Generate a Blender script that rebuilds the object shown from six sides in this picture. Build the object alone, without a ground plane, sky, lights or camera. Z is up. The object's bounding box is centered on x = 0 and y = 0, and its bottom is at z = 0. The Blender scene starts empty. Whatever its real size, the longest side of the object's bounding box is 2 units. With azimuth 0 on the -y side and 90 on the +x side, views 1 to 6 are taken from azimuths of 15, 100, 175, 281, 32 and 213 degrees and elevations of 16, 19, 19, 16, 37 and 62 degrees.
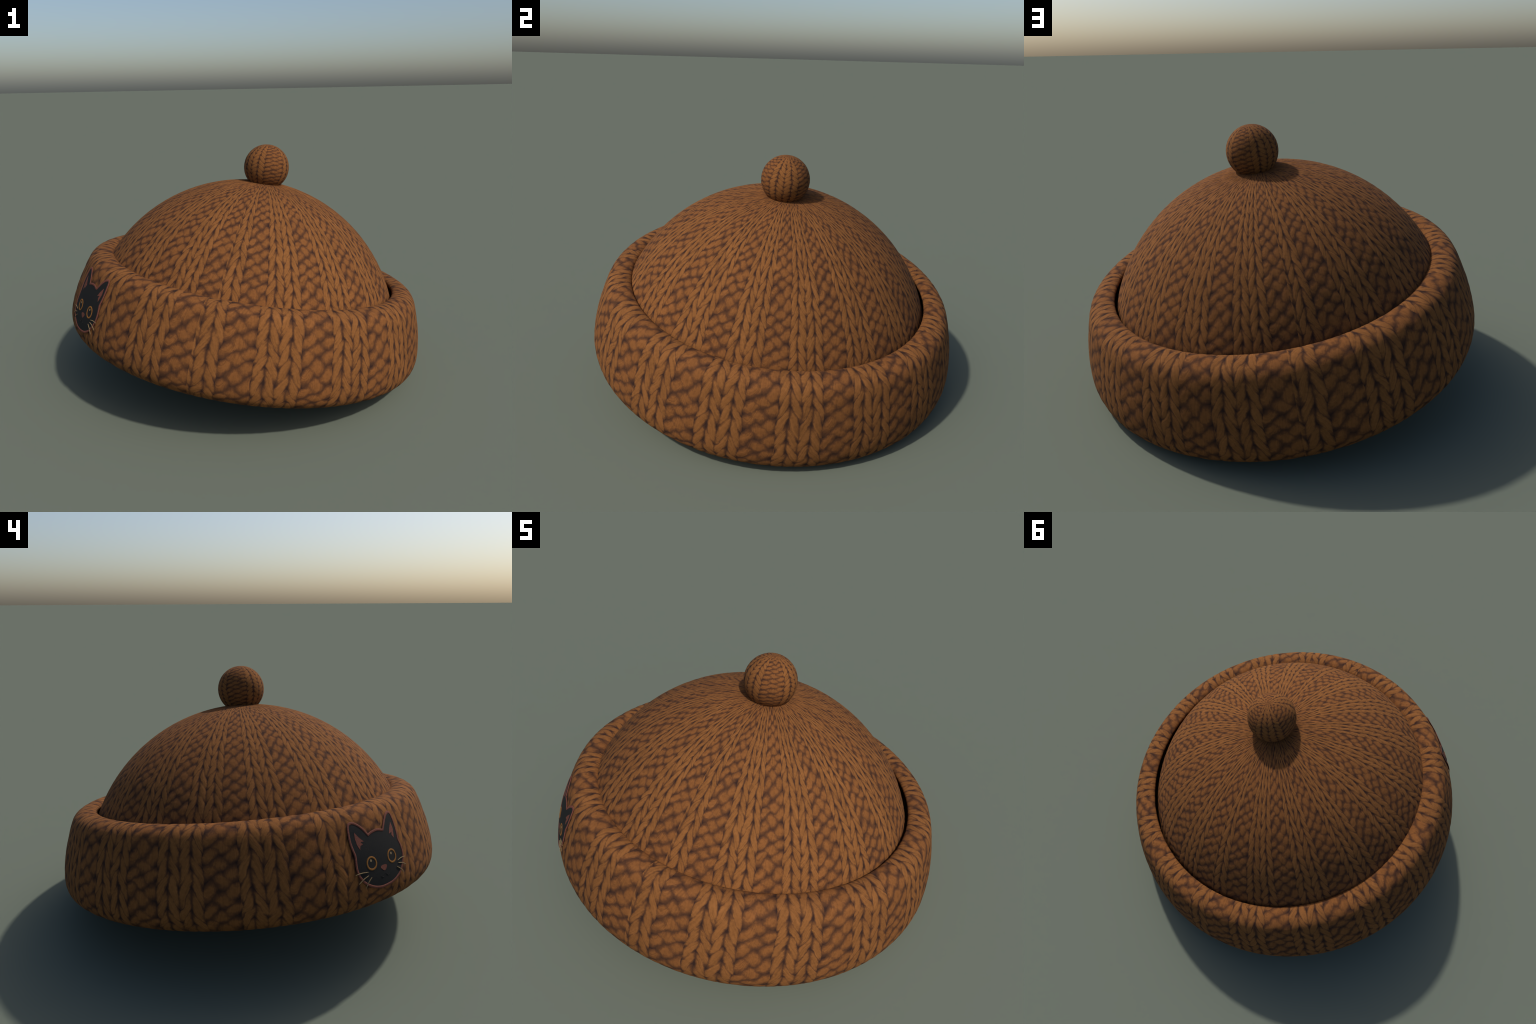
"""Ribbed knitted cap: domed crown, folded cuff, knitted bobble and an
embroidered cat-face patch.  The knit is described once (knit_relief) and is
evaluated both with numpy, to raise the stitches on the meshes, and as shader
nodes, to colour the same stitches on Object coordinates."""
import bpy, bmesh, math
import numpy as np
from mathutils import Matrix, Vector

# --------------------------------------------------------------- sizes (m)
TILT = (0.1425, 0.1058)                     # lean of the cap's axis (x/z, y/z)
CUFF_CENTRE = Vector((0.0132, 0.0107, 0.3607))
CROWN_CENTRE = Vector((-0.0222, -0.0181, 0.2032))
CROWN_RADIUS = 0.8842
BOBBLE_CENTRE = Vector((0.1187, 0.0604, 1.1570))
BOBBLE_RADIUS = 0.1258
RELIEF = 0.0013                             # height of the stitches
ROW_CUFF = 0.0743                           # length of one stitch row on the cuff
ROW_CROWN = math.radians(4.12)              # one row on the crown (polar angle)
ROW_BOBBLE = math.radians(10.3)
KNIT = 0.586                                # share of a rib that is knit, rest is purl

z_axis = Vector((TILT[0], TILT[1], 1)).normalized()
x_axis = (Vector((1, 0, 0)) - z_axis * z_axis.x).normalized()
y_axis = z_axis.cross(x_axis)
ROT = Matrix((x_axis, y_axis, z_axis)).transposed().to_4x4()

# cross-section of the cuff (radius, height) from the underside, out and up
# over the rolled top and down the inner wall
CUFF = [(0.800, -0.202), (0.850, -0.207), (0.907, -0.205), (0.957, -0.187),
        (0.988, -0.157), (1.001, -0.113), (1.000, -0.065), (0.992, -0.010),
        (0.979, 0.050), (0.961, 0.110), (0.943, 0.165), (0.927, 0.200),
        (0.907, 0.222), (0.878, 0.236), (0.848, 0.240), (0.822, 0.236),
        (0.807, 0.227), (0.803, 0.217), (0.815, 0.201), (0.848, 0.165),
        (0.882, 0.080), (0.895, -0.050), (0.885, -0.145), (0.830, -0.190)]


# ------------------------------------------- one formula, two evaluators
class Net:
    """Builds math nodes; values are node sockets wrapped in Val."""
    def __init__(self, tree):
        self.t = tree

    def op(self, kind, *args):
        n = self.t.nodes.new('ShaderNodeMath')
        n.operation = kind
        for i, a in enumerate(args):
            if isinstance(a, Val):
                self.t.links.new(a.s, n.inputs[i])
            else:
                n.inputs[i].default_value = float(a)
        return Val(self, n.outputs[0])


class Val:
    def __init__(self, net, s):
        self.n, self.s = net, s
    def __add__(a, b): return a.n.op('ADD', a, b)
    __radd__ = __add__
    def __sub__(a, b): return a.n.op('SUBTRACT', a, b)
    def __rsub__(a, b): return a.n.op('SUBTRACT', b, a)
    def __mul__(a, b): return a.n.op('MULTIPLY', a, b)
    __rmul__ = __mul__
    def __truediv__(a, b): return a.n.op('DIVIDE', a, b)
    def __neg__(a): return a.n.op('MULTIPLY', a, -1)


def _f(np_fn, kind):
    def g(*a):
        v = next((x for x in a if isinstance(x, Val)), None)
        return v.n.op(kind, *a) if v is not None else np_fn(*a)
    return g

floor = _f(np.floor, 'FLOOR')
absv = _f(np.abs, 'ABSOLUTE')
sin = _f(np.sin, 'SINE')
cos = _f(np.cos, 'COSINE')
minv = _f(np.minimum, 'MINIMUM')
maxv = _f(np.maximum, 'MAXIMUM')
powv = _f(np.power, 'POWER')
sqrt = _f(np.sqrt, 'SQRT')
atan2 = _f(np.arctan2, 'ARCTAN2')
acos = _f(np.arccos, 'ARCCOSINE')
less = _f(lambda a, b: (np.asarray(a) < b) * 1.0, 'LESS_THAN')

def fract(x): return x - floor(x)
def clamp(x, lo=0.0, hi=1.0): return minv(maxv(x, lo), hi)
def smooth(x, lo, hi):
    t = clamp((x - lo) * (1.0 / (hi - lo)))
    return t * t * (3.0 - 2.0 * t)
def blend(a, b, k): return a + (b - a) * k
def ramp(x, xs, ys):
    """piecewise linear curve"""
    r = ys[0]
    for i in range(len(xs) - 1):
        d = xs[i + 1] - xs[i]
        r = r + clamp(x - xs[i], 0.0, d) * ((ys[i + 1] - ys[i]) / d)
    return r


# ------------------------------------------------------------- knit pattern
def rib_phase(theta, seam):
    """Rib counter from the azimuth in degrees.  The fabric is two equal
    panels of 180 degrees that meet in seams; a panel holds about 8.7 ribs,
    set slightly wider in its middle."""
    p = fract((theta - seam) * (1 / 180.0)) * 180.0
    return (p - 16.0 - 1.55 * sin((p - 16.0) * (math.pi / 144.5))) * (1 / 20.64)


def knit_relief(x, v, wobble=1.0):
    """x: rib counter, v: row counter (rising to the crown).
    Returns (height, knit share, along-fibre coordinate, stitch random)."""
    v = v + wobble * (0.10 * sin(1.1 * v + 5.1 * x) + 0.06 * sin(2.3 * x - 2.1 * v + 1.0) + 0.03 * sin(4.3 * v + 9.0 * x))
    f = fract(x + wobble * (0.009 * sin(2.1 * v + 4.0 * x) + 0.007 * sin(4.4 * v + 2.3 * x)))
    rib = floor(x)
    # --- knit part: four legs / \ / \
    q = f * (4.0 / KNIT)
    col = clamp(floor(q), 0.0, 3.0)
    a = (q - col) * 2.0 - 1.0
    lean = 1.0 - 2.0 * (col - 2.0 * floor(col * 0.5))            # +1 for /, -1 for \
    gap = lean * a                                               # +1 beside the open holes
    vv = v - lean * (a * 0.60 - 0.08 * a * a * a) + 0.06 * col
    row = floor(vv)
    t = (vv - row) * 2.0 - 1.0
    jit = fract(sin(row * 12.9 + col * 7.3 + rib * 3.7) * 43.7)
    aa = absv(a + lean * (0.02 + 0.10 * (jit - 0.5))) * blend(0.97, 1.03, smooth(gap, -0.6, 0.4))
    knit = 1.0 - powv(aa, 2.5) - powv(absv(t), 3.0) * (0.62 + 0.40 * aa)
    # --- purl part: three interlocked columns of bumps
    g = (f - KNIT) * (3.0 / (1.0 - KNIT))
    purl = -1.0
    for c, (off, k, w) in enumerate(((0.30, 0.30, 1.85), (0.80, -0.06, 1.90), (0.32, 0.22, 1.85))):
        pa = (g - (c + 0.5)) * (2.0 / w)
        pv = v - pa * k + off
        pr = floor(pv)
        pj = fract(sin(pr * 9.7 + c * 5.1 + rib * 4.3) * 37.3) - 0.5
        pt = (pv - pr) * 2.0 - 1.0 + 0.12 * pj
        pa = pa + 0.25 * pj
        b = 1.0 - powv(absv(pa), 1.5) * (1.24 + 0.3 * pj) - powv(absv(pt), 1.5) * 1.24
        purl = maxv(purl, b)
    is_knit = less(f, KNIT)
    h = blend(maxv(purl, -1.0), maxv(knit, -1.0), is_knit)
    return h, is_knit, vv, jit


def cuff_row(r, z):
    """Row counter on the cuff: arc length up the outer wall, then inward
    over the rolled top."""
    xs, ys = CUFF_RAMP
    return (ramp(z, xs, ys) + (1.0 - r)) * (1.0 / ROW_CUFF)

def _cuff_ramp():
    pts = np.array(CUFF[1:14])
    s = np.concatenate([[0], np.cumsum(np.hypot(*np.diff(pts, axis=0).T))])
    z, y = pts[:, 1], s - (1.0 - pts[:, 0])
    keep = [0, 2, 4, 5, 7, 9, 10, 11, 12]
    return list(z[keep]), list(y[keep])
CUFF_RAMP = _cuff_ramp()


def fabric(kind, x, y, z, dx=0.0, dv=0.0):
    """knit field at a point in the part's own axes"""
    deg = atan2(y, x) * (180 / math.pi)
    if kind == 'cuff':
        return knit_relief(rib_phase(deg, 90.4) + dx, cuff_row(sqrt(x * x + y * y), z) + 0.15 + dv)
    rr = sqrt(x * x + y * y + z * z)
    pol = acos(clamp(z / rr, -1.0, 1.0))
    if kind == 'crown':
        return knit_relief(rib_phase(deg, 93.6) + dx, pol * (-1 / ROW_CROWN) + 30.55 + dv)
    return knit_relief(fract((deg - 85.0) * (1 / 360.0)) * (360.0 / 122.0) + dx, pol * (-1 / ROW_BOBBLE) + 20.0 + dv, 0.5)


# --------------------------------------------------------------- materials
def new_material(name):
    m = bpy.data.materials.new(name)
    m.use_nodes = True
    t = m.node_tree
    b = t.nodes['Principled BSDF']
    return m, t, b

def mix_rgb(t, fac, a, b, mode='MIX'):
    n = t.nodes.new('ShaderNodeMix')
    n.data_type = 'RGBA'
    n.blend_type = mode
    for sock, v in ((n.inputs[0], fac), (n.inputs[6], a), (n.inputs[7], b)):
        if isinstance(v, Val): t.links.new(v.s, sock)
        elif isinstance(v, bpy.types.NodeSocket): t.links.new(v, sock)
        elif isinstance(v, (int, float)): sock.default_value = v
        else: sock.default_value = (*v, 1)
    return n.outputs[2]

def noise(t, vec, scale, detail=3, rough=0.6):
    n = t.nodes.new('ShaderNodeTexNoise')
    n.inputs['Scale'].default_value = scale
    n.inputs['Detail'].default_value = detail
    n.inputs['Roughness'].default_value = rough
    t.links.new(vec, n.inputs['Vector'])
    return n.outputs['Fac']

YARN_KNIT = (0.181, 0.072, 0.0208)
YARN_PURL = (0.174, 0.067, 0.0195)
GAP_SHADE_PAINT = (0.080, 0.033, 0.0145)  # same yarn darkened: crevice shadow between stitches painted into the base colour
HOLE_SHADE_PAINT = (0.030, 0.0145, 0.0105)

def yarn_material(kind):
    m, t, b = new_material('yarn_' + kind)
    co = t.nodes.new('ShaderNodeTexCoord').outputs['Object']
    sep = t.nodes.new('ShaderNodeSeparateXYZ')
    t.links.new(co, sep.inputs[0])
    net = Net(t)
    x, y, z = (Val(net, sep.outputs[i]) for i in range(3))
    scale = {'cuff': 1.0, 'crown': 1.15, 'bobble': 3.0}[kind]
    # hand-made unevenness of the stitches
    dx = (Val(net, noise(t, co, 19 * scale, 2)) - 0.5) * 0.040
    dv = (Val(net, noise(t, co, 26 * scale, 2)) - 0.5) * 0.42
    h, is_knit, vv, jit = fabric(kind, x, y, z, dx, dv)
    n1 = Val(net, noise(t, co, 70 * scale, 4, 0.65))
    n2 = Val(net, noise(t, co, 15 * scale, 2))
    # twisted strands running along each stitch
    comb = t.nodes.new('ShaderNodeCombineXYZ')
    t.links.new((vv * 8.0).s, comb.inputs[0])
    t.links.new((x * 9.0 * scale).s, comb.inputs[1])
    t.links.new((y * 9.0 * scale).s, comb.inputs[2])
    n3 = Val(net, noise(t, comb.outputs[0], 1.0, 3))
    hh = h + (n1 - 0.5) * 0.70 + (n2 - 0.5) * 0.75 + (n3 - 0.5) * 0.5
    lit = smooth(hh, -0.05, 0.78)
    deep = smooth(hh, -0.70, 0.15)
    yarn = mix_rgb(t, is_knit, YARN_PURL, YARN_KNIT)
    shade = 0.16 + 0.70 * n1 + 0.92 * n3 + 0.14 * jit
    vm = t.nodes.new('ShaderNodeVectorMath')
    vm.operation = 'SCALE'
    t.links.new(yarn, vm.inputs[0])
    t.links.new(shade.s, vm.inputs['Scale'])
    gap = mix_rgb(t, deep, HOLE_SHADE_PAINT, GAP_SHADE_PAINT)
    colour = mix_rgb(t, lit, gap, vm.outputs[0])
    t.links.new(colour, b.inputs['Base Color'])
    b.inputs['Roughness'].default_value = 0.95
    b.inputs['Specular IOR Level'].default_value = 0.12
    bump = t.nodes.new('ShaderNodeBump')
    bump.inputs['Strength'].default_value = 0.25
    bump.inputs['Distance'].default_value = 0.004
    t.links.new((n1 * 0.5 + n3 * 0.5).s, bump.inputs['Height'])
    t.links.new(bump.outputs[0], b.inputs['Normal'])
    return m

def thread_material(name, colour, dark, scale=260, contrast=1.0):
    m, t, b = new_material(name)
    co = t.nodes.new('ShaderNodeTexCoord').outputs['Object']
    n1 = noise(t, co, scale, 3)
    net = Net(t)
    k = smooth(Val(net, n1), 0.5 - 0.28 / contrast, 0.5 + 0.28 / contrast)
    t.links.new(mix_rgb(t, k, dark, colour), b.inputs['Base Color'])
    b.inputs['Roughness'].default_value = 0.85
    b.inputs['Specular IOR Level'].default_value = 0.2
    bump = t.nodes.new('ShaderNodeBump')
    bump.inputs['Strength'].default_value = 0.3
    bump.inputs['Distance'].default_value = 0.002
    t.links.new(n1, bump.inputs['Height'])
    t.links.new(bump.outputs[0], b.inputs['Normal'])
    return m


# ------------------------------------------------------------------ meshes
def add_object(name, verts, faces, material, parent, matrix):
    me = bpy.data.meshes.new(name)
    me.from_pydata(verts, [], faces)
    me.update()
    me.materials.append(material)
    for p in me.polygons:
        p.use_smooth = True
    ob = bpy.data.objects.new(name, me)
    bpy.context.scene.collection.objects.link(ob)
    ob.parent = parent
    ob.matrix_local = matrix
    return ob

def spline(points, step, closed):
    """Catmull-Rom through points, resampled at an even step (numpy)."""
    p = np.array(points, float)
    n = len(p)
    idx = range(n if closed else n - 1)
    out = []
    for i in idx:
        a, b, c, d = (p[(i - 1) % n], p[i], p[(i + 1) % n], p[(i + 2) % n]) if closed else \
                     (p[max(i - 1, 0)], p[i], p[i + 1], p[min(i + 2, n - 1)])
        u = np.linspace(0, 1, 24, endpoint=False)[:, None]
        out.append(0.5 * (2 * b + (c - a) * u + (2 * a - 5 * b + 4 * c - d) * u ** 2 + (3 * b - a - 3 * c + d) * u ** 3))
    q = np.concatenate(out + ([] if closed else [p[-1:]]))
    if closed:
        q = np.concatenate([q, q[:1]])
    s = np.concatenate([[0], np.cumsum(np.linalg.norm(np.diff(q, axis=0), axis=1))])
    m = max(int(round(s[-1] / step)), 3)
    g = np.linspace(0, s[-1], m + 1)
    if closed:
        g = g[:-1]
    return np.stack([np.interp(g, s, q[:, k]) for k in range(q.shape[1])], 1)

def grid_faces(rows, cols, close_rows, close_cols):
    f = []
    for i in range(rows if close_rows else rows - 1):
        i2 = (i + 1) % rows
        for j in range(cols if close_cols else cols - 1):
            j2 = (j + 1) % cols
            f.append((i * cols + j, i * cols + j2, i2 * cols + j2, i2 * cols + j))
    return f

def revolve(profile, segments, kind, closed):
    """Revolve (r,z), raising the stitches along the profile's normal."""
    prof = np.array(profile)
    th = np.linspace(0, 2 * np.pi, segments, endpoint=False)
    d = np.roll(prof, -1, 0) - np.roll(prof, 1, 0) if closed else np.gradient(prof, axis=0)
    d /= np.linalg.norm(d, axis=1)[:, None] + 1e-12
    nr, nz = d[:, 1], -d[:, 0]
    R, Z = prof[:, :1] + 0 * th, prof[:, 1:] + 0 * th
    X, Y = R * np.cos(th), R * np.sin(th)
    h = fabric(kind, X, Y, Z)[0]
    amp = RELIEF * (0.45 if kind == 'bobble' else 1.0) * (np.clip(h, -0.8, 1.0) - 0.35)
    amp = amp * np.clip(R / (0.12 if kind == 'crown' else 0.03), 0, 1)
    R2, Z2 = R + amp * nr[:, None], Z + amp * nz[:, None]
    v = np.stack([R2 * np.cos(th), R2 * np.sin(th), Z2], -1).reshape(-1, 3)
    return v, grid_faces(len(prof), segments, closed, True)

def placed(centre):
    return Matrix.Translation(centre) @ ROT

hat = bpy.data.objects.new('knitted_hat', None)
hat.empty_display_size = 0.3
bpy.context.scene.collection.objects.link(hat)
hat['label'] = 'brown ribbed knitted cap with rolled cuff, bobble and cat patch'
hat['category'] = 'hat'

# cuff --------------------------------------------------------------------
cuff_profile = spline(CUFF, 0.0065, True)
v, f = revolve(cuff_profile, 1200, 'cuff', True)
cuff = add_object('cuff', v, f, yarn_material('cuff'), hat, placed(CUFF_CENTRE))

# crown -------------------------------------------------------------------
pol = np.linspace(math.radians(86), 0.004, 230)
v, f = revolve(np.stack([CROWN_RADIUS * np.sin(pol), CROWN_RADIUS * np.cos(pol)], 1), 1100, 'crown', False)
n0 = len(v)
v = np.vstack([v, [[0, 0, CROWN_RADIUS]]])
f += [(n0 - 1100 + j, n0 - 1100 + (j + 1) % 1100, n0) for j in range(1100)]
crown = add_object('crown', v, f, yarn_material('crown'), hat, placed(CROWN_CENTRE))

# bobble ------------------------------------------------------------------
pol = np.linspace(math.pi - 0.01, 0.01, 140)
v, f = revolve(np.stack([BOBBLE_RADIUS * np.sin(pol), BOBBLE_RADIUS * np.cos(pol)], 1), 260, 'bobble', False)
n0 = len(v)
v = np.vstack([v, [[0, 0, BOBBLE_RADIUS], [0, 0, -BOBBLE_RADIUS]]])
f += [(n0 - 260 + j, n0 - 260 + (j + 1) % 260, n0) for j in range(260)]
f += [((j + 1) % 260, j, n0 + 1) for j in range(260)]
bobble = add_object('bobble', v, f, yarn_material('bobble'), hat, placed(BOBBLE_CENTRE))

# --------------------------------------------------------------- cat patch
PATCH_AZIMUTH = math.radians(228.5)
outer = cuff_profile[(cuff_profile[:, 0] > 0.9)]
outer = outer[np.argsort(outer[:, 1])]

def on_cuff(s, t, off):
    """patch plane (s along the cuff, t = height) -> point above the cuff"""
    r = np.interp(t, outer[:, 1], outer[:, 0])
    dr = (np.interp(t + .01, outer[:, 1], outer[:, 0]) - np.interp(t - .01, outer[:, 1], outer[:, 0])) / .02
    n = np.hypot(1, dr)
    th = PATCH_AZIMUTH + np.asarray(s) / 0.975
    rr, zz = r + off / n, t - off * dr / n
    return np.stack([rr * np.cos(th), rr * np.sin(th), zz + 0 * th], -1)

def filled(name, outline, lift, thick, material, parent, grid=0.012, crown_h=0.0):
    """flat cloth piece wrapped on the cuff, with a rim of its own depth"""
    bm = bmesh.new()
    vs = [bm.verts.new((x, y, 0)) for x, y in outline]
    bm.faces.new(vs)
    lo, hi = np.min(outline, 0), np.max(outline, 0)
    for k in (0, 1):
        for c in np.arange(lo[k] + grid, hi[k], grid):
            co = [0, 0, 0]; co[k] = c
            no = [0, 0, 0]; no[k] = 1
            bmesh.ops.bisect_plane(bm, geom=bm.verts[:] + bm.edges[:] + bm.faces[:], plane_co=co, plane_no=no, dist=1e-6)
    bmesh.ops.recalc_face_normals(bm, faces=bm.faces[:])
    if sum(fc.normal.z for fc in bm.faces) < 0:
        bmesh.ops.reverse_faces(bm, faces=bm.faces[:])
    edge = [e for e in bm.edges if e.is_boundary]
    ext = bmesh.ops.extrude_edge_only(bm, edges=edge)
    low = {g for g in ext['geom'] if isinstance(g, bmesh.types.BMVert)}
    cx, cy = (lo + hi) / 2
    for vt in bm.verts:
        off = lift - thick if vt in low else lift
        vt.co = Vector(on_cuff(vt.co.x, vt.co.y, off))
    bmesh.ops.recalc_face_normals(bm, faces=bm.faces[:])
    me = bpy.data.meshes.new(name)
    bm.to_mesh(me)
    bm.free()
    me.materials.append(material)
    ob = bpy.data.objects.new(name, me)
    bpy.context.scene.collection.objects.link(ob)
    ob.parent = parent
    ob.matrix_local = Matrix.Identity(4)
    return ob

def cord(name, path, width, height, lift, material, parent, closed, thread=0.0045, taper=None, step=0.0011):
    """satin-stitched cord laid along a path on the cuff"""
    p = spline(path, step, closed)
    n = len(p)
    d = np.roll(p, -1, 0) - np.roll(p, 1, 0) if closed else np.gradient(p, axis=0)
    d /= np.linalg.norm(d, axis=1)[:, None]
    nrm = np.stack([-d[:, 1], d[:, 0]], 1)
    s = np.arange(n) * step
    ridge = 0.85 + 0.35 * np.abs(np.sin(np.pi * s / thread + 0.8 * np.sin(s * 90)))
    w = width * 0.5 * (taper(np.linspace(0, 1, n)) if taper else 1.0) * (0.85 + 0.15 * ridge)
    ang = np.linspace(0, 2 * np.pi, 14, endpoint=False)
    lean = np.sin(2 * np.pi * s / thread)
    verts = []
    for k in ang:
        q = p + nrm * (np.cos(k) * w)[:, None]
        verts.append(on_cuff(q[:, 0], q[:, 1], lift + np.sin(k) * height * ridge * (taper(np.linspace(0, 1, n)) if taper else 1.0)))
    v = np.stack(verts, 1).reshape(-1, 3)
    f = grid_faces(n, len(ang), closed, True)
    if not closed:
        f += [tuple(range(len(ang))), tuple(range((n - 1) * len(ang), n * len(ang)))[::-1]]
    return add_object(name, v, f, material, parent, Matrix.Identity(4))

felt_black = thread_material('black_felt', (0.0125, 0.0115, 0.0105), (0.009, 0.0083, 0.0075), 300)
rose = thread_material('rose_thread', (0.200, 0.064, 0.040), (0.080, 0.026, 0.018), 330)
amber = thread_material('amber_thread', (0.290, 0.120, 0.022), (0.150, 0.060, 0.014), 300)
cream = thread_material('cream_thread', (0.260, 0.185, 0.090), (0.150, 0.095, 0.045), 200)
sooty = thread_material('sooty_thread', (0.0155, 0.0135, 0.012), (0.014, 0.012, 0.011), 200)

# control points in the patch plane (metres): along the cuff, height
HEAD = [(-0.144, 0.056), (-0.149, 0.080), (-0.153, 0.108), (-0.152, 0.138), (-0.147, 0.169), (-0.139, 0.181),
        (-0.123, 0.185), (-0.104, 0.179), (-0.084, 0.166), (-0.064, 0.146), (-0.050, 0.126), (-0.046, 0.125),
        (-0.022, 0.132), (0.012, 0.135), (0.040, 0.129), (0.050, 0.129), (0.068, 0.151), (0.091, 0.174),
        (0.112, 0.187), (0.129, 0.189), (0.138, 0.180), (0.141, 0.154), (0.141, 0.122), (0.138, 0.092),
        (0.134, 0.070), (0.141, 0.043), (0.143, 0.010), (0.135, -0.018), (0.115, -0.050), (0.089, -0.074),
        (0.049, -0.092), (0.009, -0.098), (-0.028, -0.099), (-0.062, -0.092), (-0.092, -0.079), (-0.120, -0.059),
        (-0.140, -0.030), (-0.148, 0.001), (-0.146, 0.032)]
EAR_LEFT = [(-0.121, 0.147), (-0.104, 0.125), (-0.081, 0.103), (-0.100, 0.104), (-0.090, 0.093), (-0.106, 0.089),
            (-0.112, 0.073), (-0.122, 0.096), (-0.125, 0.123)]
EAR_RIGHT = [(0.118, 0.149), (0.121, 0.118), (0.108, 0.081), (0.098, 0.097), (0.106, 0.108), (0.083, 0.103),
             (0.097, 0.126)]
NOSE = [(-0.020, -0.018), (-0.012, -0.012), (0.006, -0.011), (0.018, -0.015), (0.015, -0.025), (0.002, -0.035), (-0.012, -0.029)]
WHISKERS = [[(-0.094, -0.022), (-0.129, -0.019), (-0.161, -0.021)], [(-0.095, -0.036), (-0.124, -0.046), (-0.149, -0.060)],
            [(-0.079, -0.046), (-0.099, -0.062), (-0.117, -0.084)], [(0.094, -0.015), (0.121, -0.010), (0.152, -0.011)],
            [(0.094, -0.026), (0.123, -0.033), (0.150, -0.047)], [(0.081, -0.039), (0.105, -0.055), (0.124, -0.076)]]
MOUTH = [[(-0.027, -0.053), (-0.012, -0.060), (0.002, -0.046)], [(0.002, -0.046), (0.017, -0.058), (0.030, -0.051)]]

def ellipse(cx, cy, rx, ry, tilt, n=20):
    c, s = math.cos(tilt), math.sin(tilt)
    return [(cx + rx * math.cos(k) * c - ry * math.sin(k) * s, cy + rx * math.cos(k) * s + ry * math.sin(k) * c)
            for k in np.linspace(0, 2 * np.pi, n, endpoint=False)]

LIFT = 0.0042
face = filled('cat_patch', spline(HEAD, 0.004, True), LIFT, 0.009, felt_black, cuff)
border = cord('border', HEAD, 0.0105, 0.0019, LIFT, rose, face, True)
for shape in (EAR_LEFT, EAR_RIGHT):
    filled('inner_ear', shape, LIFT + 0.0006, 0.002, rose, face, 0.01)
filled('nose', spline(NOSE, 0.003, True), LIFT + 0.0007, 0.002, rose, face, 0.01)
for cx, cy, rx, ry in ((-0.066, 0.009, 0.0255, 0.0255), (0.062, 0.013, 0.0255, 0.0265)):
    ring = cord('eye_ring', ellipse(cx, cy, rx, ry, 0), 0.0080, 0.0012, LIFT + 0.0002, amber, face, True, 0.003)
    filled('eye_glint', ellipse(cx - 0.002, cy + 0.012, 0.0055, 0.0055, 0), LIFT + 0.0006, 0.002, cream, face, 0.01)
thin = lambda u: 1 - 0.45 * np.abs(2 * u - 1) ** 3
for w in WHISKERS:
    cord('whisker', w, 0.0042, 0.0016, LIFT + 0.0014, cream, face, False, 0.003, thin)
for w in MOUTH:
    cord('mouth', w, 0.003, 0.001, LIFT + 0.0002, sooty, face, False, 0.003, thin)
